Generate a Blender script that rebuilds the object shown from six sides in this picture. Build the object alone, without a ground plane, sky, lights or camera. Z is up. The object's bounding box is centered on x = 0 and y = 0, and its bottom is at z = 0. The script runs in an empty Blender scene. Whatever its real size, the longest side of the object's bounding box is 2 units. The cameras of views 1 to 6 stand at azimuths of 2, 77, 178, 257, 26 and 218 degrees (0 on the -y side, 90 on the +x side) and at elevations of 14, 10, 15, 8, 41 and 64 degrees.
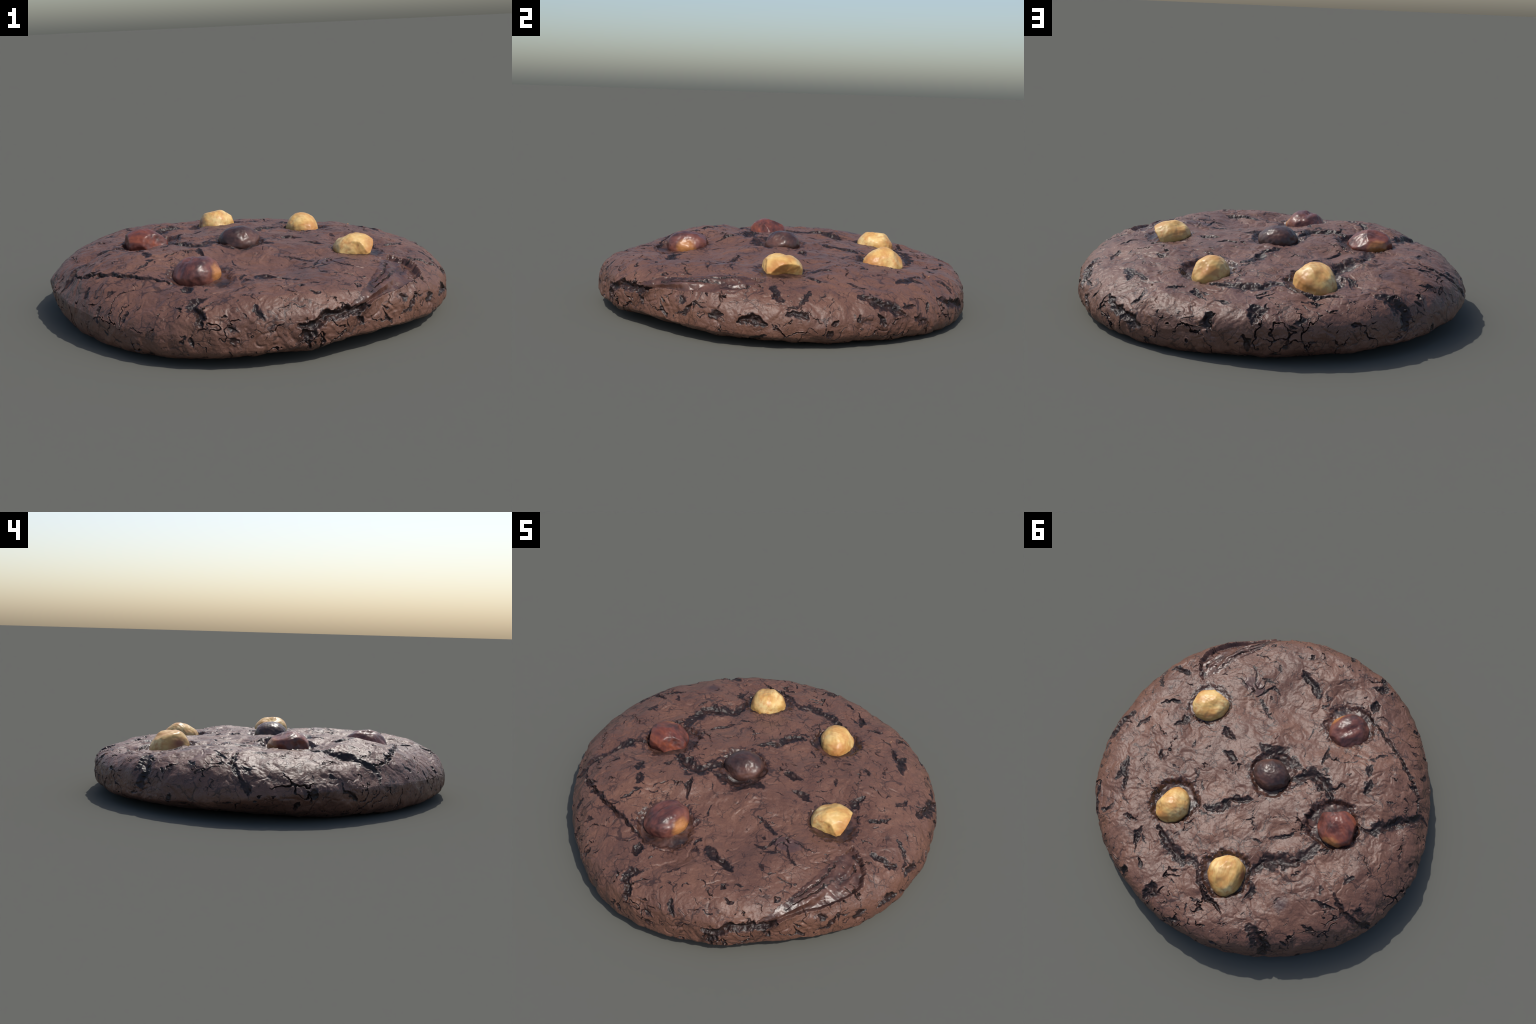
"""A thick, cracked double-chocolate cookie with six whole and broken hazelnuts
pressed into its crown.

The dough is one closed surface.  A point of it is addressed by (u, v): the
length w of that vector runs 0 (middle of the crown) -> 1 (rim) -> 2 (middle of
the underside), its direction is the azimuth round the cookie.  The plain shape
is a sum of a few harmonics (outline, rim height, shoulder roundness) and a
gently warped crown; cracks, pits, nut pockets, the torn trough at the front
and the crust relief are then pressed in along the surface normal.
"""
import bpy
import math
import numpy as np

rng = np.random.default_rng(20)

# ------------------------------------------------------------ plain cookie shape
OUTLINE = [0.9926, 0.0027, 0.0161, 0.0053, -0.0125, 0.0023, 0.0178, 0.0056, -0.0095,
           -0.0095, -0.0031, -0.0016, -0.0009, -0.0008, 0.0013, -0.0007, 0.0007]
RIM_HEIGHT = [0.1014, -0.0289, -0.0018, 0.0069, 0.01, -0.0029, -0.0144, 0.008, 0.0049,
              -0.0013, 0.007]
CROWN = {(0,0):0.3265, (0,1):-0.0502, (0,2):0.0644, (0,3):-0.1052, (0,4):0.0945,
         (1,0):-0.0305, (1,1):0.1019, (1,2):-0.1109, (1,3):0.1148, (2,0):-0.0604,
         (2,1):0.1751, (2,2):0.2831, (3,0):0.0243, (3,1):-0.0583, (4,0):0.0145}
SHOULDER = [1.2868, -0.0878, 0.1601, 1.0972, -0.3697, -0.062, -0.3634]
SHOULDER_EDGE = [-0.6863, -0.3326, -0.087, 0.4072, 0.2398]
BELLY = [2.3925, 0.0138, 0.1602, 0.1486, 0.7196, -0.2451, -0.0569]
BELLY_EDGE = [-0.6948, 0.0468, -0.1038, 0.1117, -0.1938, -0.3402, 0.1862]


def wave(c, th):
    v = np.full_like(th, c[0])
    for k in range(1, (len(c) + 1) // 2):
        v = v + c[2 * k - 1] * np.cos(k * th) + c[2 * k] * np.sin(k * th)
    return v


def plain_point(u, v):
    u, v = np.asarray(u, float), np.asarray(v, float)
    w = np.hypot(u, v)
    th = np.arctan2(v, u)
    rho = np.clip(np.sin(w * np.pi / 2), 0, 1)
    r = wave(OUTLINE, th)
    x, y = r * rho * np.cos(th), r * rho * np.sin(th)
    rim = wave(RIM_HEIGHT, th)
    crown = sum(c * x ** i * y ** j for (i, j), c in CROWN.items())
    top = (1 - rho ** np.exp(wave(SHOULDER, th))) ** np.exp(wave(SHOULDER_EDGE, th))
    low = (1 - rho ** np.exp(wave(BELLY, th))) ** np.exp(wave(BELLY_EDGE, th))
    return np.stack([x, y, np.where(w <= 1, rim + (crown - rim) * top, rim - rim * low)], -1)


def base_point(u, v):
    """The plain shape with the crest of the rim rolled over smoothly."""
    u, v = np.asarray(u, float), np.asarray(v, float)
    w = np.maximum(np.hypot(u, v), 1e-9)
    reach = 0.075 * np.exp(-((w - 1) / 0.11) ** 2)
    out = 0
    for k, share in ((-1, .12), (-.5, .23), (0, .30), (.5, .23), (1, .12)):
        f = 1 + k * reach / w
        out = out + share * plain_point(u * f, v * f)
    return out


# ------------------------------------------------------------ cracks
# (half width mm, depth mm, centre line in u, v)
CROWN_CRACKS = [
    (13, 15, [(-0.09, -0.02), (-0.114, -0.046), (-0.152, -0.091), (-0.193, -0.085), (-0.249, -0.072), (-0.27, -0.04)]),  # centre_west
    (6, 7, [(-0.242, -0.069), (-0.267, -0.104), (-0.28, -0.132)]),  # centre_west_branch
    (9, 12, [(-0.025, 0.124), (0.008, 0.153), (0.033, 0.181), (0.042, 0.224), (0.067, 0.257), (0.101, 0.257)]),  # centre_north
    (14, 12, [(0.085, -0.062), (0.041, -0.063), (0.01, -0.085), (-0.043, -0.085), (-0.097, -0.081)]),  # centre_pocket_east
    (11, 14, [(0.204, 0.442), (0.149, 0.46), (0.095, 0.488), (0.039, 0.496), (-0.002, 0.467), (-0.042, 0.479)]),  # crack_d_f
    (8, 13, [(-0.042, 0.479), (-0.069, 0.527), (-0.12, 0.567), (-0.188, 0.58), (-0.24, 0.601)]),  # crack_f_side
    (8, 8, [(-0.254, 0.478), (-0.247, 0.404), (-0.221, 0.384)]),  # crack_f_east
    (15, 15, [(-0.192, 0.373), (-0.199, 0.334), (-0.202, 0.291), (-0.253, 0.258), (-0.3, 0.23), (-0.303, 0.19), (-0.319, 0.146), (-0.32, 0.118)]),  # crack_f_e
    (12, 14, [(-0.428, -0.026), (-0.478, -0.046), (-0.529, -0.1), (-0.588, -0.163), (-0.679, -0.224), (-0.759, -0.314)]),  # crack_e_west
    (7, 12, [(-0.696, -0.25), (-0.651, -0.335), (-0.582, -0.374), (-0.512, -0.396), (-0.428, -0.425), (-0.362, -0.435), (-0.278, -0.445), (-0.204, -0.465), (-0.159, -0.475)]),  # west_rim
    (8, 9, [(-0.116, -0.232), (-0.14, -0.189), (-0.158, -0.145)]),  # b_spur
    (8, 9, [(-0.327, -0.289), (-0.345, -0.226)]),  # b_west_a
    (9, 10, [(-0.364, -0.214), (-0.382, -0.154)]),  # b_west_b
    (5, 7, [(-0.29, -0.288), (-0.327, -0.313), (-0.368, -0.374)]),  # b_west_c
]
CROWN_PITS = [
    (14, 14, [(0.182, -0.481), (0.133, -0.458), (0.078, -0.429), (0.045, -0.396)]),  # front_gouge
    (12, 13, [(0.245, -0.044), (0.213, -0.029), (0.178, -0.03)]),  # a_west
    (10, 10, [(0.429, -0.011), (0.404, 0.03), (0.427, 0.068)]),  # a_north
    (11, 12, [(0.181, 0.031), (0.135, 0.034), (0.113, 0.025)]),  # a_west_pit
    (7, 10, [(0.387, 0.178), (0.364, 0.208)]),  # ne_slit
    (10, 10, [(0.53, 0.294), (0.509, 0.337), (0.471, 0.382), (0.435, 0.413)]),  # ne_slit_b
    (7, 8, [(0.522, 0.422), (0.487, 0.367)]),  # ne_slit_c
    (9, 9, [(0.576, 0.013), (0.538, -0.021), (0.497, -0.028)]),  # e_pit_b
    (6, 8, [(0.62, 0.175), (0.615, 0.136), (0.561, 0.094)]),  # e_pit_d
    (6, 9, [(0.254, 0.494), (0.272, 0.546), (0.246, 0.588), (0.229, 0.638)]),  # n_slit
    (7, 9, [(0.37, 0.514), (0.335, 0.501), (0.295, 0.482)]),  # n_slit_b
    (19, 16, [(-0.354, 0.578), (-0.401, 0.605), (-0.46, 0.651), (-0.513, 0.68), (-0.57, 0.756)]),  # north_gash
    (9, 11, [(-0.513, 0.239), (-0.573, 0.27), (-0.637, 0.311), (-0.724, 0.307), (-0.806, 0.305)]),  # nw_gash
    (6, 7, [(-0.463, 0.324), (-0.533, 0.311), (-0.6, 0.309)]),  # nw_gash_b
    (5, 6, [(0.223, -0.239), (0.158, -0.201), (0.13, -0.191)]),  # front_mid
    (5, 8, [(0.185, -0.314), (0.222, -0.323), (0.238, -0.307), (0.234, -0.262), (0.244, -0.238)]),  # flake_edge
    (5, 5, [(0.235, -0.343), (0.285, -0.33)]),  # flake_under
    (5, 6, [(-0.111, 0.241), (-0.158, 0.234)]),  # mid_slit_a
    (5, 6, [(-0.166, 0.207), (-0.229, 0.128)]),  # mid_slit_b
    (5, 5, [(-0.442, 0.25), (-0.477, 0.27)]),  # mid_slit_c
]
FRONT_CRACKS = [
    (15, 13, [(-0.18, -0.507), (-0.16, -0.567)]),  # sw_pit
    (13, 15, [(-0.115, -0.637), (-0.146, -0.673), (-0.162, -0.718), (-0.14, -0.774), (-0.139, -0.854)]),  # sw_gash
    (11, 13, [(0.585, -0.173), (0.644, -0.188), (0.704, -0.189), (0.759, -0.193)]),  # se_slit
    (6, 6, [(0.675, -0.062), (0.744, -0.088), (0.799, -0.137), (0.807, -0.183)]),  # se_slit_b
    (16, 12, [(0.709, 0.119), (0.776, 0.211), (0.794, 0.289)]),  # e_rim_pit
    (8, 8, [(0.188, -0.587), (0.217, -0.621)]),  # front_slit
    (6, 7, [(0.228, -0.664), (0.26, -0.685), (0.288, -0.696)]),  # front_slit_b
    (6, 6, [(0.249, -0.423), (0.288, -0.447)]),  # front_slit_c
    (10, 7, [(0.007, -0.399), (0.024, -0.429)]),  # b_pit
    (4, 5, [(0.289, -0.279), (0.34, -0.358), (0.364, -0.373)]),  # mid_mark
    (20, 14, [(-0.246, 0.036), (-0.223, 0.031)]),  # e_hollow
]
FRONT_RIM_CRACKS = [
    (9, 8, [(-0.035, -0.892), (-0.012, -0.916)]),  # s_nick
    (7, 8, [(-0.195, -0.916), (-0.198, -0.975)]),  # s_nick_b
    (7, 7, [(0.049, -0.744), (0.06, -0.802), (0.091, -0.867)]),  # s_side
    (8, 8, [(-0.689, -0.248), (-0.721, -0.288), (-0.81, -0.323)]),  # w_side_a
    (5, 7, [(-0.577, -0.603), (-0.665, -0.726)]),  # w_side_b
    (5, 6, [(-0.601, -0.437), (-0.653, -0.52)]),  # w_side_c
    (6, 6, [(-0.055, -0.969), (-0.004, -0.981)]),  # s_low
    (6, 6, [(-0.422, -0.668), (-0.464, -0.743)]),  # s_low_b
    (6, 7, [(0.699, -0.561), (0.73, -0.64)]),  # se_side_a
    (11, 16, [(0.23, -0.905), (0.285, -0.889), (0.342, -0.847), (0.402, -0.816), (0.463, -0.779), (0.5, -0.727)]),  # front_split
    (14, 16, [(0.259, -0.918), (0.276, -0.945), (0.268, -0.965)]),  # front_split_drop
    (9, 9, [(0.49, -0.799), (0.534, -0.831)]),  # front_split_tail
]
EAST_RIM_CRACKS = [
    (16, 13, [(0.726, 0.118), (0.752, 0.167), (0.776, 0.234), (0.788, 0.275), (0.818, 0.322)]),  # e_gash_c
    (10, 13, [(0.852, -0.406), (0.851, -0.357), (0.871, -0.317), (0.896, -0.287)]),  # e_cut
    (8, 9, [(0.867, 0.122), (0.908, 0.099)]),  # e_nick
    (6, 8, [(0.947, -0.008), (0.923, 0.028)]),  # e_nick_b
    (6, 6, [(0.847, 0.192), (0.908, 0.231), (0.972, 0.256)]),  # e_low
    (8, 6, [(0.981, -0.026), (1.049, -0.009)]),  # e_low_b
    (7, 6, [(1.08, -0.436), (0.99, -0.317)]),  # e_low_c
    (9, 8, [(0.835, 0.394), (0.858, 0.461), (0.899, 0.458)]),  # ne_side
    (7, 8, [(0.691, 0.449), (0.761, 0.453)]),  # ne_side_b
    (10, 11, [(0.637, 0.502), (0.643, 0.605), (0.601, 0.736)]),  # n_side
    (8, 8, [(0.846, -0.184), (0.849, -0.15), (0.878, -0.119), (0.856, -0.101)]),  # e_ripple
    (9, 7, [(0.625, -0.588), (0.674, -0.591)]),  # se_side_c
    (7, 6, [(0.777, -0.524), (0.806, -0.451)]),  # se_side_d
    (7, 5, [(0.758, 0.306), (0.735, 0.374)]),  # e_fleck
]
BACK_RIM_CRACKS = [
    (15, 14, [(0.085, 0.721), (0.062, 0.785), (0.086, 0.888)]),  # n_gash
    (9, 8, [(0.128, 0.969), (0.127, 1.069)]),  # n_gash_low
    (13, 14, [(0.231, 0.806), (0.275, 0.86), (0.266, 0.913)]),  # n_gash_b
    (14, 15, [(0.63, 0.598), (0.613, 0.686), (0.578, 0.78)]),  # ne_gash
    (8, 9, [(0.551, 0.618), (0.493, 0.582), (0.456, 0.52)]),  # ne_top_a
    (6, 7, [(0.193, 0.661), (0.162, 0.686)]),  # n_top_slit
    (6, 6, [(0.617, 0.865), (0.607, 0.934)]),  # n_low_slit
    (8, 6, [(-0.066, 0.883), (-0.135, 0.851)]),  # n_mark
    (6, 6, [(-0.301, 0.851), (-0.356, 0.859)]),  # nw_low
]
WEST_RIM_CRACKS = [
    (15, 9, [(-0.794, 0.309), (-0.842, 0.306), (-0.877, 0.319)]),  # w_gash_low
    (12, 9, [(-0.54, 0.736), (-0.59, 0.776)]),  # nw_gash_low
    (7, 8, [(-0.842, -0.107), (-0.996, -0.131), (-1.072, -0.218)]),  # w_low_a
    (13, 8, [(-0.959, 0.059), (-1.049, 0.023)]),  # w_low_b
    (7, 6, [(-1.095, 0.105), (-1.19, 0.151)]),  # w_low_c
    (10, 6, [(-0.721, 0.661), (-0.789, 0.723)]),  # w_low_d
    (5, 6, [(-0.772, -0.051), (-0.825, -0.069)]),  # w_low_e
    (9, 8, [(-0.662, 0.271), (-0.735, 0.26)]),  # w_ripple
    (6, 6, [(-0.546, 0.462), (-0.599, 0.451)]),  # w_slit
    (6, 6, [(-0.542, 0.607), (-0.59, 0.605)]),  # w_slit_b
]

# ------------------------------------------------------------ noise
def turned(a, b, c):
    """A rotation, so that the noise lattice never lines up with the axes."""
    ca, sa, cb, sb, cc, sc = math.cos(a), math.sin(a), math.cos(b), math.sin(b), math.cos(c), math.sin(c)
    return (np.array([[ca, -sa, 0], [sa, ca, 0], [0, 0, 1]])
            @ np.array([[cb, 0, sb], [0, 1, 0], [-sb, 0, cb]])
            @ np.array([[1, 0, 0], [0, cc, -sc], [0, sc, cc]]))


TURN = [turned(.6, .5, .9), turned(1.9, .7, .4), turned(2.7, 1.1, 1.5)]


PERM = np.random.default_rng(5).permutation(256).astype(np.int32)
PERM2 = np.concatenate([PERM, PERM])
_g = np.random.default_rng(6).normal(size=(256, 3))
GRAD = (_g / np.linalg.norm(_g, axis=1, keepdims=True)).astype(np.float32)


def noise(p, scale, seed):
    """Gradient noise, about -1..1."""
    q = ((p @ TURN[seed % 3]) * scale + (100.0 + 7.31 * seed)).astype(np.float32)
    i = np.floor(q)
    f = q - i
    i = i.astype(np.int32) & 255
    w = f * f * f * (f * (f * 6 - 15) + 10)
    out = np.zeros(len(p), np.float32)
    for dx in (0, 1):
        a = PERM2[(i[:, 0] + dx) & 255]
        wx = w[:, 0] if dx else 1 - w[:, 0]
        for dy in (0, 1):
            b = PERM2[a + ((i[:, 1] + dy) & 255)]
            wxy = wx * (w[:, 1] if dy else 1 - w[:, 1])
            for dz in (0, 1):
                g = GRAD[PERM2[b + ((i[:, 2] + dz) & 255)]]
                dot = (g[:, 0] * (f[:, 0] - dx) + g[:, 1] * (f[:, 1] - dy) + g[:, 2] * (f[:, 2] - dz))
                out += wxy * (w[:, 2] if dz else 1 - w[:, 2]) * dot
    return (out * 1.9).astype(float)


def fbm(p, scale, seed, octaves=3, gain=0.5):
    out, a = 0, 1.0
    for k in range(octaves):
        out = out + a * noise(p, scale * 2.03 ** k, seed + 17 * k)
        a *= gain
    return out


def smooth(a, b, x):
    t = np.clip((x - a) / (b - a), 0, 1)
    return t * t * (3 - 2 * t)


# ------------------------------------------------------------ surface grid
N = 820                     # cells across the crown
def crown_grid(n):
    """Square grid mapped to the unit disc with even cells (rings stay rings)."""
    a = np.linspace(-1, 1, n + 1)
    x, y = np.meshgrid(a, a, indexing="ij")
    wide = np.abs(x) >= np.abs(y)
    r = np.where(wide, x, y)
    with np.errstate(all="ignore"):
        ph = np.where(wide, np.pi / 4 * y / np.where(x == 0, 1, x),
                      np.pi / 2 - np.pi / 4 * x / np.where(y == 0, 1, y))
    w, th = np.abs(r), np.where(r < 0, ph + np.pi, ph)
    return w * np.cos(th), w * np.sin(th)


gu, gv = crown_grid(N)
idx = np.arange((N + 1) ** 2).reshape(N + 1, N + 1)
quads = np.stack([idx[:-1, :-1], idx[1:, :-1], idx[1:, 1:], idx[:-1, 1:]], -1).reshape(-1, 4)
rim_loop = np.concatenate([idx[:-1, 0], idx[-1, :-1], idx[:0:-1, -1], idx[0, :0:-1]])
U, V = [gu.ravel()], [gv.ravel()]
ring_w = 1 + 0.985 * np.linspace(0, 1, 131)[1:] ** 1.6
ru, rv = gu.ravel()[rim_loop], gv.ravel()[rim_loop]
prev, total = rim_loop, (N + 1) ** 2
faces = [quads]
for w in ring_w:
    cur = total + np.arange(len(rim_loop))
    U.append(ru * w)
    V.append(rv * w)
    faces.append(np.stack([prev, cur, np.roll(cur, -1), np.roll(prev, -1)], -1))
    prev, total = cur, total + len(rim_loop)
U, V = np.concatenate(U), np.concatenate(V)
faces = np.concatenate(faces)
last_ring = prev
B = base_point(U, V)
W = np.hypot(U, V)


def face_normals(P):
    return np.cross(P[faces[:, 2]] - P[faces[:, 0]], P[faces[:, 3]] - P[faces[:, 1]])


def vertex_normals(P):
    fn = face_normals(P)
    out = np.stack([sum(np.bincount(faces[:, k], fn[:, a], len(P)) for k in range(4))
                    for a in range(3)], -1)
    return out / np.maximum(np.linalg.norm(out, axis=1, keepdims=True), 1e-12)


NB = vertex_normals(B)
if NB[idx[N // 2, N // 2], 2] < 0:
    faces = faces[:, ::-1]
    NB = -NB

# wandering copy of the surface: distances measured in it give ragged crack edges
jag = np.stack([fbm(B, 13, 3 + 7 * a, 3) for a in range(3)], -1) * 0.012 \
    + np.stack([fbm(B, 55, 31 + 7 * a, 2) for a in range(3)], -1) * 0.0060
J = B + jag
drift = np.stack([noise(B, 12, 61 + a) for a in range(3)], -1) * 0.008 \
    + np.stack([noise(B, 26, 66 + a) for a in range(3)], -1) * 0.005
jag -= NB * (jag * NB).sum(1, keepdims=True)      # wander along the surface only
J = B + jag
drift = np.stack([noise(B, 12, 61 + a) for a in range(3)], -1) * 0.008 \
    + np.stack([noise(B, 26, 66 + a) for a in range(3)], -1) * 0.005
widen = 1.06 + 0.55 * noise(B, 20, 71) + 0.36 * noise(B, 52, 73)


order_x = np.argsort(B[:, 0])
sorted_x = B[order_x, 0]


def near(P, lo, hi, pad):
    a, b = np.searchsorted(sorted_x, [lo[0] - pad, hi[0] + pad])
    c = order_x[a:b]
    return c[np.all((P[c] > lo - pad) & (P[c] < hi + pad), axis=1)]


def line_distance(sel, pts, Q=None):
    """Distance of the chosen vertices to a polyline, and where along it (0..1)."""
    seg = np.linalg.norm(np.diff(pts, axis=0), axis=1)
    run = np.concatenate([[0], np.cumsum(seg)])
    best = np.full(len(sel), 9.0)
    at = np.zeros(len(sel))
    X = (J if Q is None else Q)[sel]
    for k in range(len(seg)):
        d = pts[k + 1] - pts[k]
        t = np.clip((X - pts[k]) @ d / max(d @ d, 1e-12), 0, 1)
        dist = np.linalg.norm(X - pts[k] - t[:, None] * d, axis=1)
        closer = dist < best
        best[closer] = dist[closer]
        at[closer] = (run[k] + t[closer] * seg[k]) / run[-1]
    return best, at


carve = np.zeros(len(B))      # how far the surface is pressed in
lip = np.zeros(len(B))        # raised crust along the cracks
dark = np.zeros(len(B))       # > 0.5: bare moist crumb inside a crack


def cut(pts, half, depth, ends=0.45):
    sel = near(B, pts.min(0), pts.max(0), half * 3 + 0.03)
    if not len(sel):
        return
    d, s = line_distance(sel, pts)
    taper = ends + (1 - ends) * np.clip(1 - np.abs(2 * s - 1) ** 2, 0, 1) ** 0.7
    h = half * taper * widen[sel]
    x = d / np.maximum(h, 0.0006)
    carve[sel] = np.maximum(carve[sel], depth * taper * (1 - smooth(0.08, 1.12, x)))
    lip[sel] = np.maximum(lip[sel], 0.16 * max(depth - 0.006, 0) * np.exp(-((x - 1.45) / 0.5) ** 2))
    dark[sel] = np.maximum(dark[sel], 1.48 - x)


def line3d(path):
    p = np.array(path)
    out = [p[0]]
    for a, b in zip(p[:-1], p[1:]):
        for k in range(1, 4):
            out.append(a + (b - a) * k / 3)
    out = np.array(out)
    return base_point(out[:, 0], out[:, 1])


for group in (CROWN_CRACKS, CROWN_PITS, FRONT_CRACKS, FRONT_RIM_CRACKS, EAST_RIM_CRACKS,
              BACK_RIM_CRACKS, WEST_RIM_CRACKS):
    for half, depth, path in group:
        wide = 0.0025 if group is CROWN_CRACKS and half > 8 else 0.0018
        cut(line3d(path), half * wide, depth * 0.0012, 0.30 if half > 8 else 0.18)

# small scattered splits of the crust
for k in range(220):
    w = math.sqrt(rng.uniform(0.0, 1.0)) * 1.28
    a = rng.uniform(0, 2 * math.pi)
    head = rng.uniform(0, 2 * math.pi)
    p = np.array([w * math.cos(a), w * math.sin(a)])
    path = [p]
    for j in range(rng.integers(1, 4)):
        head += rng.normal(0, 0.55)
        p = p + rng.uniform(0.012, 0.028) * np.array([math.cos(head), math.sin(head)])
        path.append(p)
    cut(line3d(path), rng.uniform(0.0020, 0.0052) * (1.6 if k % 9 == 0 else 1), rng.uniform(0.003, 0.007), 0.2)

# long wandering crevices of the crust: the zero lines of a noise, opened where a
# second noise allows it, most of all round the rim
for scale, seed, widest in ((6.5, 301, .0052), (10.0, 303, .0030)):
    n = noise(B + jag * 1.2, scale, seed) + 0.22 * noise(B, scale * 3.1, seed + 4)
    off_line = np.abs(n) / (scale * 1.25)
    open_up = np.clip(1.7 * noise(B, 5.5, seed + 8) + 0.9 * noise(B, 16, seed + 9) - 0.34
                      + 0.32 * smooth(0.60, 0.80, W), 0, 1) * (1 - smooth(1.3, 1.5, W))
    h = widest * open_up
    x = off_line / np.maximum(h, 0.0005)
    carve = np.maximum(carve, 0.010 * open_up * (1 - smooth(0.1, 1.1, x)))
    lip += 0.0016 * open_up * np.exp(-((x - 1.7) / 0.7) ** 2)
    dark = np.maximum(dark, np.where(h > 0.0012, 1.48 - x, 0))

# ------------------------------------------------------------ hazelnuts
# centre, half axes, turn about z, pocket: offset (x, y), radius, depth
NUTS = [
    dict(kind="blanched_hazelnut", c=(.545, -.140, .290), ax=(.105, .118, .072), turn=134, off=(.0, -.01), cup=.128, deep=.010),
    dict(kind="blanched_hazelnut", c=(.299, .471, .252), ax=(.089, .107, .092), turn=4, off=(.012, -.012), cup=.140, deep=.024),
    dict(kind="blanched_hazelnut", c=(-.201, .615, .245), ax=(.111, .099, .116), turn=113, off=(.01, -.0), cup=.135, deep=.022),
    dict(kind="roasted_hazelnut", c=(-.212, -.495, .290), ax=(.118, .105, .080), turn=72, off=(.02, -.045), cup=.150, deep=.019),
    dict(kind="roasted_hazelnut", c=(-.035, .005, .316), ax=(.103, .093, .071), turn=7, off=(-.005, .0), cup=.138, deep=.018),
    dict(kind="roasted_hazelnut", c=(-.523, .035, .309), ax=(.115, .102, .074), turn=159, off=(.03, .0), cup=.150, deep=.026),
]
pocket = np.zeros(len(B))
top_side = W < 0.95
for i, n in enumerate(NUTS):
    c = np.array(n["c"][:2]) + n["off"]
    q = B[:, :2] + jag[:, :2] * 1.1 - c
    x = np.hypot(q[:, 0], q[:, 1]) / n["cup"]
    x = x + 0.10 * noise(B, 9, 200 + i) + 0.05 * noise(B, 24, 220 + i)
    hollow = np.where(top_side, 1 - smooth(0.80, 1.05, x), 0)
    carve = np.maximum(carve, 0) + n["deep"] * hollow * (1 - 0.5 * smooth(0, 0.02, carve))
    pocket = np.maximum(pocket, np.where(top_side, 1.5 - x, 0))

# the torn fold at the front right: sharp outer wall, floor rising inwards, strands
FOLD_OUTER = [(.485, -.175), (.56, -.21), (.62, -.27), (.655, -.34), (.655, -.41), (.60, -.55), (.54, -.665), (.49, -.77)]
FOLD_INNER = [(.43, -.765), (.448, -.655), (.452, -.53), (.455, -.36), (.465, -.25)]


def flat_distance(path, q):
    p = np.array(path)
    best = np.full(len(q), 9.0)
    for a, b in zip(p[:-1], p[1:]):
        d = b - a
        t = np.clip((q - a) @ d / (d @ d), 0, 1)
        best = np.minimum(best, np.linalg.norm(q - a - t[:, None] * d, axis=1))
    return best


def inside_outline(path, q):
    p = np.array(path)
    odd = np.zeros(len(q), bool)
    for a, b in zip(p, np.roll(p, -1, 0)):
        if a[1] != b[1]:
            hit = ((a[1] > q[:, 1]) != (b[1] > q[:, 1])) & (
                q[:, 0] < a[0] + (q[:, 1] - a[1]) * (b[0] - a[0]) / (b[1] - a[1]))
            odd ^= hit
    return odd


fold = np.zeros(len(B))
sel = np.nonzero((U > .38) & (U < .75) & (V < -.08) & (V > -.85) & (W < 1))[0]
q = np.stack([U[sel], V[sel]], 1) + jag[sel, :2] * 0.8
ins = inside_outline(FOLD_OUTER + FOLD_INNER, q)
d_out, d_in = flat_distance(FOLD_OUTER, q), flat_distance(FOLD_INNER, q)
fold[sel] = np.where(ins, 0.5 + 20 * np.minimum(d_out, d_in), 0.5 - 20 * np.minimum(d_out, d_in))
floor = smooth(0, .014, d_out) * smooth(0, .05, d_in) * (0.45 + 0.55 * smooth(0.02, 0.13, d_in))
carve[sel] += np.where(ins, 0.025 * floor, 0)
lip[sel] += np.where(ins, 0, 0.006 * np.exp(-(d_out / .018) ** 2))
STRANDS = [([(.455, -.21), (.462, -.33), (.455, -.42), (.458, -.53), (.455, -.63)], .017, .018),
           ([(.495, -.27), (.510, -.35), (.500, -.45), (.486, -.55), (.468, -.66)], .016, .020),
           ([(.535, -.41), (.530, -.50), (.512, -.58), (.49, -.66), (.470, -.74)], .018, .024),
           ([(.530, -.22), (.550, -.29), (.540, -.35)], .013, .013),
           ([(.595, -.28), (.580, -.34), (.592, -.40)], .015, .009)]
for path, half, rise in STRANDS:
    pts = line3d(path)
    sel = near(B, pts.min(0), pts.max(0), half * 4)
    d, s = line_distance(sel, pts, B + drift)
    x = d / half
    carve[sel] -= 0.85 * rise * np.exp(-x ** 2 * 1.2) * np.sqrt(np.sin(np.pi * np.clip(s, .02, .98)))

# dark grooves between the strands and along the foot of the outer wall
for path, half, depth in [([(.476, -.25), (.486, -.36), (.478, -.46), (.470, -.56)], .0048, .010),
                          ([(.520, -.36), (.517, -.44), (.508, -.52), (.485, -.62)], .0055, .012),
                          ([(.555, -.24), (.568, -.31), (.560, -.37)], .0040, .007),
                          ([(.495, -.195), (.530, -.215), (.560, -.23)], .0045, .008)]:
    cut(line3d(path), half, depth, 0.2)

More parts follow.
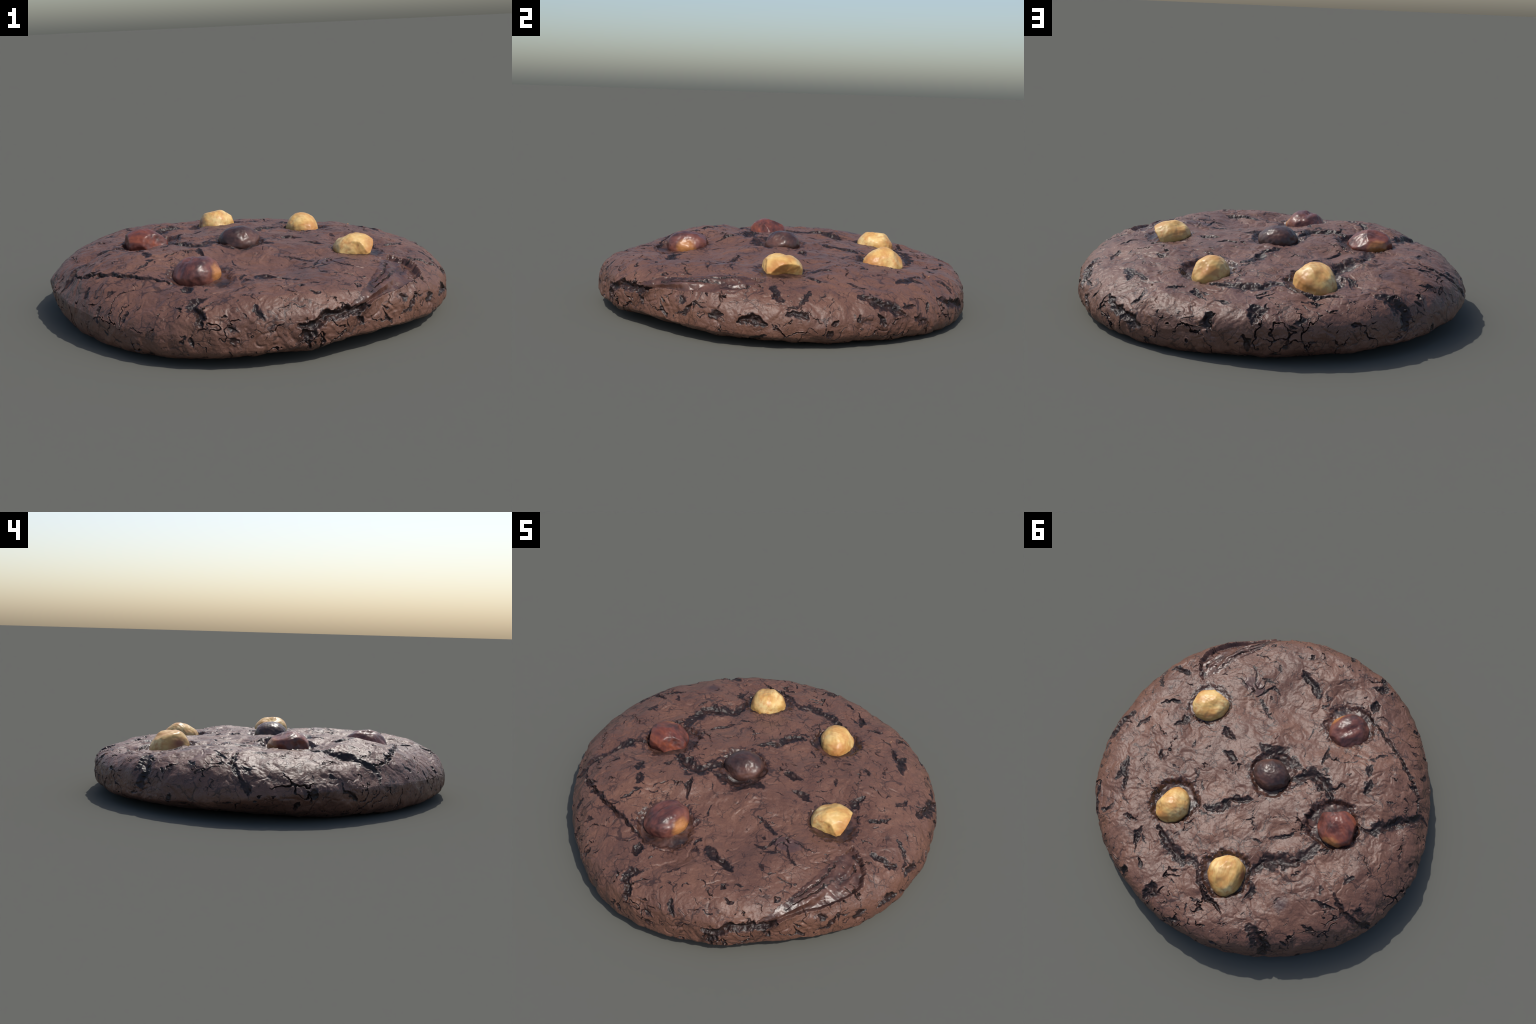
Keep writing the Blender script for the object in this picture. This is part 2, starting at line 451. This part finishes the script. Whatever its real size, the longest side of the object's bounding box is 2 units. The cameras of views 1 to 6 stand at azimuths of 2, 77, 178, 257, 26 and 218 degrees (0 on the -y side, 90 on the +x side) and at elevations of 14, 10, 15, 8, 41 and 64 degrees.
# broad swells and hollows of the baked dough: (u, v, radius, rise)
SWELLS = [
    (.11, -.28, .17, -.042), (.23, -.19, .10, -.024), (-.20, .04, .10, .017),
    (-.21, .30, .07, -.028), (-.60, -.13, .07, -.026), (-.43, -.06, .06, -.016),
    (.31, .0, .08, -.014), (.20, .27, .08, -.011), (-.17, .50, .08, -.018),
    (-.14, .62, .08, -.020), (-.22, -.28, .08, -.012), (-.04, -.45, .09, -.024),
    (-.25, .13, .07, -.013), (.10, .03, .08, -.005), (.21, .52, .09, -.018),
    (.57, .20, .13, -.022), (.80, .08, .12, -.006), (-.53, .46, .10, -.014),
    (-.63, .21, .09, -.013), (.62, -.24, .09, .006), (.60, -.42, .09, .004),
    (-.74, -.45, .16, .012), (-.55, .70, .09, -.010),
    (.38, -.77, .10, .004), (-.75, -.07, .11, .012), (.41, .64, .09, .010),
    (.14, -.34, .12, -.010), (.17, -.46, .10, -.020), (.33, -.45, .12, -.004),
    (-.17, -.43, .08, -.014), (-.18, -.10, .08, -.012), (-.36, -.09, .09, -.015),
    (-.18, .16, .08, -.020), (.42, -.02, .08, -.012), (.23, .40, .10, -.016),
    (.08, .53, .08, -.013), (-.02, -.15, .08, .014),
    (.14, -.15, .09, -.010), (-.49, -.16, .06, .010), (-.57, -.52, .13, .015),
    (.33, -.94, .12, .017), (-.03, -.79, .09, -.009), (.45, -.50, .10, -.012),
    (.95, -.01, .10, .010), (-.58, .32, .09, -.015),
    (-.41, .15, .08, -.013), (-.27, .47, .09, -.018), (.0, 1.0, .12, .010),
    (.24, -.30, .07, -.009), (.0, -.47, .08, -.007),
    (-1.12, .0, .14, .003), (.03, .31, .08, .008), (.01, .10, .08, .006), (.39, .10, .08, .010),
    (-.05, -.28, .07, .008)]
swell = np.zeros(len(B))
for su, sv, r, rise in SWELLS:
    c = base_point([su], [sv])[0]
    g = near(B, c, c, r * 2.4)
    swell[g] += rise * np.exp(-((B[g] - c) ** 2).sum(1) / r ** 2)

# ------------------------------------------------------------ crust relief
quiet = 1 - smooth(1.25, 1.6, W)
warp = B + 0.03 * np.stack([noise(B, 8, 90 + a) for a in range(3)], -1)
relief = -0.003 * smooth(0.9, 0.6, W) + 0.0055 * noise(warp, 5.5, 401) + 0.0055 * noise(warp, 15, 405) \
    + 0.0016 * (np.abs(noise(warp, 22, 411)) - 0.25) + 0.0012 * noise(warp, 44, 413) + 0.0006 * noise(B, 90, 421)
crease = 1 - np.abs(noise(warp, 11, 431) + 0.35 * noise(warp, 27, 437))
where = smooth(-0.15, 0.35, noise(B, 5, 443))
relief -= 0.0034 * smooth(0.74, 1.0, crease) * where
floor_lumps = 0.0030 * fbm(B, 24, 441, 2) + 0.0028 * (np.abs(noise(warp, 22, 451)) - 0.3)
inside = np.clip(np.maximum(smooth(0.4, 1.0, dark), smooth(0.45, 0.8, pocket)), 0, 1)
inside = np.maximum(inside, smooth(0.45, 0.6, fold))
floor_lumps = floor_lumps * (1 - 0.35 * smooth(0.45, 0.6, fold))
disp = swell - carve + lip * quiet * (1 - inside) + (relief * (1 - 0.7 * inside) + floor_lumps * inside) * (0.25 + 0.75 * quiet)
disp *= 1 - smooth(1.5, 1.75, W)
P = B + NB * disp[:, None]
P[:, 2] = np.maximum(P[:, 2], 0.0)
PN = vertex_normals(P)

# ------------------------------------------------------------ materials
def srgb(r, g, b):
    f = lambda c: c / 12.92 if c <= 0.04045 else ((c + 0.055) / 1.055) ** 2.4
    return (f(r / 255), f(g / 255), f(b / 255), 1)


class Nodes:
    def __init__(self, name):
        self.m = bpy.data.materials.new(name)
        self.m.use_nodes = True
        self.t = self.m.node_tree
        self.bsdf = self.t.nodes["Principled BSDF"]
        self.co = self.add("ShaderNodeTexCoord").outputs["Object"]

    def add(self, kind, **kw):
        n = self.t.nodes.new(kind)
        for k, v in kw.items():
            setattr(n, k, v)
        return n

    def link(self, a, b):
        self.t.links.new(a, b)

    def put(self, sock, v):
        if isinstance(v, bpy.types.NodeSocket):
            self.link(v, sock)
        else:
            sock.default_value = v

    def noise(self, scale, detail=3, rough=0.55, co=None, distort=0.0):
        n = self.add("ShaderNodeTexNoise")
        self.link(co or self.co, n.inputs["Vector"])
        n.inputs["Scale"].default_value = scale
        n.inputs["Detail"].default_value = detail
        n.inputs["Roughness"].default_value = rough
        n.inputs["Distortion"].default_value = distort
        return n

    def ramp(self, fac, *stops):
        n = self.add("ShaderNodeValToRGB")
        e = n.color_ramp.elements
        while len(e) < len(stops):
            e.new(0.5)
        for el, (pos, col) in zip(e, stops):
            el.position = pos
            el.color = col if isinstance(col, tuple) else (col, col, col, 1)
        self.link(fac, n.inputs["Fac"])
        return n.outputs["Color"]

    def mix(self, fac, a, b, mode="MIX"):
        n = self.add("ShaderNodeMix", data_type="RGBA", blend_type=mode)
        self.put(n.inputs[0], fac)
        self.put(n.inputs[6], a)
        self.put(n.inputs[7], b)
        return n.outputs[2]

    def math(self, op, a, b=0.0, clamp=False):
        n = self.add("ShaderNodeMath", operation=op, use_clamp=clamp)
        self.put(n.inputs[0], a)
        self.put(n.inputs[1], b)
        return n.outputs[0]

    def offset(self, amount, scale):
        """Object coordinates wandering by noise."""
        n = self.noise(scale, 3)
        s = self.add("ShaderNodeVectorMath", operation="SUBTRACT")
        self.link(n.outputs["Color"], s.inputs[0])
        s.inputs[1].default_value = (0.5, 0.5, 0.5)
        k = self.add("ShaderNodeVectorMath", operation="SCALE")
        self.link(s.outputs[0], k.inputs[0])
        k.inputs["Scale"].default_value = amount
        a = self.add("ShaderNodeVectorMath", operation="ADD")
        self.link(self.co, a.inputs[0])
        self.link(k.outputs[0], a.inputs[1])
        return a.outputs[0]

    def cells(self, co, scale):
        n = self.add("ShaderNodeTexVoronoi", feature="DISTANCE_TO_EDGE")
        self.link(co, n.inputs["Vector"])
        n.inputs["Scale"].default_value = scale
        return n.outputs["Distance"]

    def finish(self, color, rough, height=None, strength=0.5, dist=0.01):
        self.put(self.bsdf.inputs["Base Color"], color)
        self.put(self.bsdf.inputs["Roughness"], rough)
        if height is not None:
            b = self.add("ShaderNodeBump")
            b.inputs["Strength"].default_value = strength
            b.inputs["Distance"].default_value = dist
            self.link(height, b.inputs["Height"])
            self.link(b.outputs["Normal"], self.bsdf.inputs["Normal"])
        return self.m


def crust_material():
    m = Nodes("baked_chocolate_crust")
    big = m.noise(4.5, 4, 0.6).outputs["Fac"]
    col = m.ramp(big, (0.32, srgb(82, 53, 43)), (0.5, srgb(97, 65, 52)), (0.68, srgb(112, 77, 60)))
    grain = m.noise(260, 3, 0.7).outputs["Fac"]
    col = m.mix(0.30, col, m.ramp(grain, (0.3, srgb(60, 37, 30)), (0.7, srgb(146, 104, 86))), "MIX")
    # fine crackle: two broken networks of thin lines
    wander = m.offset(0.10, 8)
    fine = m.offset(0.04, 26)
    def broken_lines(co, scale, gate_scale, widest):
        wide = m.ramp(m.noise(gate_scale, 3, 0.6).outputs["Fac"], (0.46, 0.0), (0.72, widest))
        gap = m.math("SUBTRACT", wide, m.cells(co, scale))
        return m.math("MULTIPLY", gap, 40.0, clamp=True)
    la = broken_lines(wander, 10, 8, 0.075)
    lb = broken_lines(fine, 25, 15, 0.11)
    lines = m.math("MAXIMUM", la, m.math("MULTIPLY", lb, 0.85))
    # dark flecks where the skin has come away, and one smear of melted chocolate
    fleck_n = m.noise(30, 4, 0.62, distort=1.0).outputs["Fac"]
    fleck = m.ramp(fleck_n, (0.65, 0.0), (0.70, 1.0))
    spots = m.math("MAXIMUM", m.math("MULTIPLY", lines, 0.70), m.math("MULTIPLY", fleck, 0.7))
    col = m.mix(spots, col, srgb(40, 25, 23))
    d = m.add("ShaderNodeVectorMath", operation="DISTANCE")
    m.link(m.offset(0.06, 14), d.inputs[0])
    d.inputs[1].default_value = (-.535, .565, .30)
    col = m.mix(m.ramp(d.outputs["Value"], (0.025, 0.75), (0.05, 0.0)), col, srgb(58, 40, 42))
    rough = m.math("ADD", m.math("MULTIPLY", grain, 0.10), 0.40)
    h = m.math("ADD", m.math("MULTIPLY", m.noise(48, 3, 0.5).outputs["Fac"], 0.8),
               m.math("MULTIPLY", grain, 0.26))
    h = m.math("SUBTRACT", h, m.math("MULTIPLY", spots, 0.3))
    return m.finish(col, rough, h, 0.5, 0.006)


def crumb_material():
    m = Nodes("moist_dark_crumb")
    n = m.noise(28, 4, 0.6).outputs["Fac"]
    col = m.ramp(n, (0.36, srgb(28, 19, 18)), (0.54, srgb(44, 29, 26)), (0.66, srgb(66, 43, 36)))
    m.bsdf.inputs["Specular IOR Level"].default_value = 0.35
    return m.finish(col, 0.46, m.noise(45, 3, 0.5).outputs["Fac"], 0.35, 0.008)


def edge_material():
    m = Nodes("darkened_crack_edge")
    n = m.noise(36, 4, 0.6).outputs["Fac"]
    col = m.ramp(n, (0.36, srgb(44, 28, 25)), (0.50, srgb(66, 42, 35)), (0.64, srgb(92, 62, 50)))  # crust brown darkened to paint the soft shading that fades out from cracks
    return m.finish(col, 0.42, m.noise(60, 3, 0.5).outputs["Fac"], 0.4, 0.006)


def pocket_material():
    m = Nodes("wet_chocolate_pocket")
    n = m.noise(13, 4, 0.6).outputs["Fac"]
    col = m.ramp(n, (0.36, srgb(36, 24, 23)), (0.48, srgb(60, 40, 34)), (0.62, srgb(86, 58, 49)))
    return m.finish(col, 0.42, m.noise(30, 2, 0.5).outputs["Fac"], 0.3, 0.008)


def fold_material():
    m = Nodes("torn_soft_dough")
    n = m.noise(14, 4, 0.6).outputs["Fac"]
    col = m.ramp(n, (0.36, srgb(56, 36, 31)), (0.5, srgb(76, 50, 42)), (0.64, srgb(96, 65, 54)))
    return m.finish(col, 0.36, m.noise(40, 3, 0.5).outputs["Fac"], 0.35, 0.007)


def flake_material():
    m = Nodes("smooth_crust_flake")
    n = m.noise(60, 3).outputs["Fac"]
    return m.finish(m.ramp(n, (0.3, srgb(78, 54, 50)), (0.7, srgb(94, 67, 61))), 0.42, n, 0.1, 0.003)


# ------------------------------------------------------------ build the dough
cookie = bpy.data.objects.new("chocolate_cookie", None)
bpy.context.collection.objects.link(cookie)
cookie["label"] = "thick cracked dark chocolate cookie studded with whole hazelnuts"
cookie["category"] = "hazelnut chocolate cookie"


def mesh_from(name, P, quads, normals, mat, parent, extra=None):
    used = np.unique(np.concatenate([quads.ravel(), extra if extra is not None else quads[0]]))
    new = np.full(len(P), -1)
    new[used] = np.arange(len(used))
    loops = new[quads].ravel()
    starts = np.arange(len(quads)) * 4
    if extra is not None:
        starts = np.append(starts, len(loops))
        loops = np.concatenate([loops, new[extra]])
    me = bpy.data.meshes.new(name)
    me.vertices.add(len(used))
    me.vertices.foreach_set("co", P[used].astype(np.float32).ravel())
    me.loops.add(len(loops))
    me.loops.foreach_set("vertex_index", loops.astype(np.int32))
    me.polygons.add(len(starts))
    me.polygons.foreach_set("loop_start", starts.astype(np.int32))
    me.update(calc_edges=True)
    me.validate()
    me.polygons.foreach_set("use_smooth", np.ones(len(me.polygons), bool))
    me.materials.append(mat)
    me.normals_split_custom_set_from_vertices(normals[used].astype(np.float32))
    ob = bpy.data.objects.new(name, me)
    bpy.context.collection.objects.link(ob)
    ob.parent = parent
    return ob


flake = np.hypot((U - .283) / .052 + (V + .277) / .13, (V + .277) / .036) + 0.22 * noise(B, 30, 530)
fd = dark[faces].mean(1)
fp = pocket[faces].mean(1)
soft = fbm(B[faces[:, 0]], 60, 511, 2) * 0.10
is_crumb = fd + soft > 0.46
is_fold = ~is_crumb & (fold[faces].mean(1) + 0.5 * soft > 0.5)
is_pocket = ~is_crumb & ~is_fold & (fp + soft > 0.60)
is_flake = ~is_crumb & ~is_pocket & (flake[faces].mean(1) < 1)
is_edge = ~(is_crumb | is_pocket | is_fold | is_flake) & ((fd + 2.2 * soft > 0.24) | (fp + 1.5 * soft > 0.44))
is_crust = ~(is_crumb | is_pocket | is_fold | is_flake | is_edge)
crust = mesh_from("crust", P, faces[is_crust], PN, crust_material(), cookie, last_ring)
mesh_from("crumb", P, faces[is_crumb], PN, crumb_material(), crust)
mesh_from("nut_pocket", P, faces[is_pocket], PN, pocket_material(), crust)
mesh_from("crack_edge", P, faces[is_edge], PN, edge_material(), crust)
mesh_from("torn_fold", P, faces[is_fold], PN, fold_material(), crust)
mesh_from("crust_flake", P, faces[is_flake], PN, flake_material(), crust)


# ------------------------------------------------------------ build the nuts
def blanched_material(name, tip):
    m = Nodes(name)
    streak = m.add("ShaderNodeMapping")
    m.link(m.co, streak.inputs["Vector"])
    streak.inputs["Scale"].default_value = (1.0, 4.0, 4.0)
    a = m.noise(7, 3, co=m.co).outputs["Fac"]
    b = m.noise(9, 4, 0.6, co=streak.outputs[0]).outputs["Fac"]
    col = m.ramp(a, (0.36, srgb(221, 192, 132)), (0.5, srgb(207, 166, 99)), (0.64, srgb(184, 134, 75)))
    col = m.mix(m.ramp(b, (0.44, 0.0), (0.64, 0.75)), col, srgb(186, 126, 68))
    speck = m.ramp(m.noise(26, 2, 0.5).outputs["Fac"], (0.70, 0.0), (0.78, 0.7))
    col = m.mix(speck, col, srgb(150, 84, 46))
    d = m.add("ShaderNodeVectorMath", operation="DISTANCE")
    m.link(m.offset(0.02, 40), d.inputs[0])
    d.inputs[1].default_value = tip
    col = m.mix(m.ramp(d.outputs["Value"], (0.010, 0.85), (0.045, 0.0)), col, srgb(128, 66, 44))
    return m.finish(col, 0.42, b, 0.2, 0.005)


def roasted_material(name, dark_c, mid_c, light_c, patch=None):
    m = Nodes(name)
    streak = m.add("ShaderNodeMapping")
    m.link(m.co, streak.inputs["Vector"])
    streak.inputs["Scale"].default_value = (0.8, 5.0, 5.0)
    b = m.noise(8, 4, 0.6, co=streak.outputs[0]).outputs["Fac"]
    a = m.noise(9, 2).outputs["Fac"]
    v = m.math("ADD", m.math("MULTIPLY", a, 0.55), m.math("MULTIPLY", b, 0.45))
    col = m.ramp(v, (0.38, srgb(*dark_c)), (0.5, srgb(*mid_c)), (0.66, srgb(*light_c)))
    if patch:                      # skin rubbed off: the pale flesh shows
        centre, radius = patch
        d = m.add("ShaderNodeVectorMath", operation="DISTANCE")
        m.link(m.offset(0.025, 30), d.inputs[0])
        d.inputs[1].default_value = centre
        mask = m.ramp(m.math("DIVIDE", d.outputs["Value"], radius), (0.62, 1.0), (1.0, 0.0))
        col = m.mix(mask, col, m.ramp(b, (0.35, srgb(184, 128, 74)), (0.65, srgb(146, 92, 52))))
    return m.finish(col, 0.38, b, 0.25, 0.005)


def nut_mesh(n, i):
    import bmesh
    bm = bmesh.new()
    bmesh.ops.create_icosphere(bm, subdivisions=6, radius=1)
    d = np.array([v.co[:] for v in bm.verts])
    d /= np.linalg.norm(d, axis=1, keepdims=True)
    ax = np.array(n["ax"])
    r = 1 / np.sqrt(((d / ax) ** 2).sum(1))
    pick = np.random.default_rng(900 + i)
    facets = []
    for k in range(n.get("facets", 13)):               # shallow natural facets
        f = pick.normal(size=3)
        f /= np.linalg.norm(f)
        facets.append((*f, np.linalg.norm(ax * f) * pick.uniform(*n.get("cutin", (0.89, 0.98)))))
    for nx, ny, nz, dist in list(n.get("flats", [])) + facets:        # broken or pressed faces
        pn = np.array([nx, ny, nz])
        pn = pn / np.linalg.norm(pn)
        c = d @ pn
        lim = np.where(c > 0.05, dist / np.maximum(c, 0.05), 9)
        k = n.get("soft", 60)
        r = -np.log(np.exp(-k * r / 0.1) + np.exp(-k * np.minimum(lim, 1) / 0.1)) * 0.1 / k
    r *= 1.035
    r *= 1 + 0.035 * fbm(d, 1.6, 600 + i, 2) + 0.012 * noise(d, 6, 640 + i)
    p = d * r[:, None]
    if "egg" in n:                                      # narrows towards one end
        ex, ey, amount = n["egg"]
        t = (p[:, 0] * ex + p[:, 1] * ey) / ax[0]
        along = np.outer(t * ax[0], [ex, ey, 0])
        p = along + (p - along) * (1 - amount * t)[:, None]
    # meridian flutes running to the tip
    an = np.arctan2(d[:, 2], d[:, 1])
    p *= (1 + n.get("flute", 0.012) * np.sin(an * 5 + i) * (1 - d[:, 0] ** 2))[:, None]
    for (gx, gy, gz), rad, dep in n.get("dents", []):
        g = np.array([gx, gy, gz], float)
        g /= np.linalg.norm(g)
        p *= (1 - dep * np.exp(-((d - g) ** 2).sum(1) / rad ** 2))[:, None]
    for v, q in zip(bm.verts, p):
        v.co = q
    me = bpy.data.meshes.new(n["kind"])
    bm.to_mesh(me)
    bm.free()
    me.polygons.foreach_set("use_smooth", np.ones(len(me.polygons), bool))
    return me


# broken half nut: its torn face looks towards +x and is hollow
NUTS[0].update(ax=(.108, .100, .080), turn=44, c=(.538, -.140, .282), soft=140,
               flats=[(.95, -.72, -.60, .056), (-.72, -.70, .15, .080), (.05, .0, 1, .076)],
               dents=[((.8, -.6, -.50), .40, .24)], facets=6)
NUTS[3].update(tilt=-.10, cutin=(.90, .99), c=(-.212, -.495, .283), ax=(.118, .106, .080), dents=[((-.45, .25, 1), .22, .13), ((-.1, .2, 1), .22, .15), ((.3, .12, 1), .22, .14), ((.75, .05, .9), .24, .09)])
NUTS[5].update(c=(-.523, .035, .308), ax=(.118, .104, .082), cutin=(.82, .95), facets=10, flats=[(.25, -.3, 1, .072), (.75, .65, .1, .090), (-.8, .5, .3, .088)], soft=70)
NUTS[2].update(flats=[(.05, .1, 1, .101)], soft=70, egg=(.96, .28, .20))
NUTS[1].update(egg=(-.35, .94, -.12))
blanched = [blanched_material("blanched_nut_flesh", (-.07, .0, -.04)),
            blanched_material("blanched_nut_flesh", (-.07, .03, -.05)),
            blanched_material("blanched_nut_flesh", (-.014, .085, .050))]
skins = {3: roasted_material("roasted_nut_skin", (60, 36, 35), (98, 57, 50), (126, 76, 62), ((.006, -.104, -.008), .062)),
         4: roasted_material("dark_roasted_nut_skin", (50, 34, 32), (70, 47, 42), (96, 62, 51)),
         5: roasted_material("russet_nut_skin", (66, 38, 34), (104, 56, 46), (140, 74, 50), ((.062, -.084, .0), .062))}
for i, n in enumerate(NUTS):
    me = nut_mesh(n, i)
    me.materials.append(blanched[i] if n["kind"].startswith("bl") else skins[i])
    ob = bpy.data.objects.new(n["kind"], me)
    bpy.context.collection.objects.link(ob)
    ob.location = n["c"]
    ob.rotation_euler = (n.get("tilt", 0), 0, math.radians(n["turn"]))
    ob.parent = cookie

# two stray crumbs of nut on the crown
m = Nodes("toasted_nut_crumb")
crumb_of_nut = m.finish(m.ramp(m.noise(60).outputs["Fac"], (0.3, srgb(140, 104, 84)), (0.7, srgb(170, 130, 104))), 0.5)
for (cx, cy, cz), size, turn in [((.234, -.323, .276), (.021, .008, .006), 118),
                                 ((.560, .633, .243), (.008, .006, .005), 20)]:
    me = nut_mesh(dict(kind="nut_crumb", ax=size, flute=0.05), 20 + int(turn))
    me.materials.append(crumb_of_nut)
    ob = bpy.data.objects.new("nut_crumb", me)
    bpy.context.collection.objects.link(ob)
    ob.location = (cx, cy, cz)
    ob.rotation_euler = (0.2, -0.3, math.radians(turn))
    ob.parent = cookie
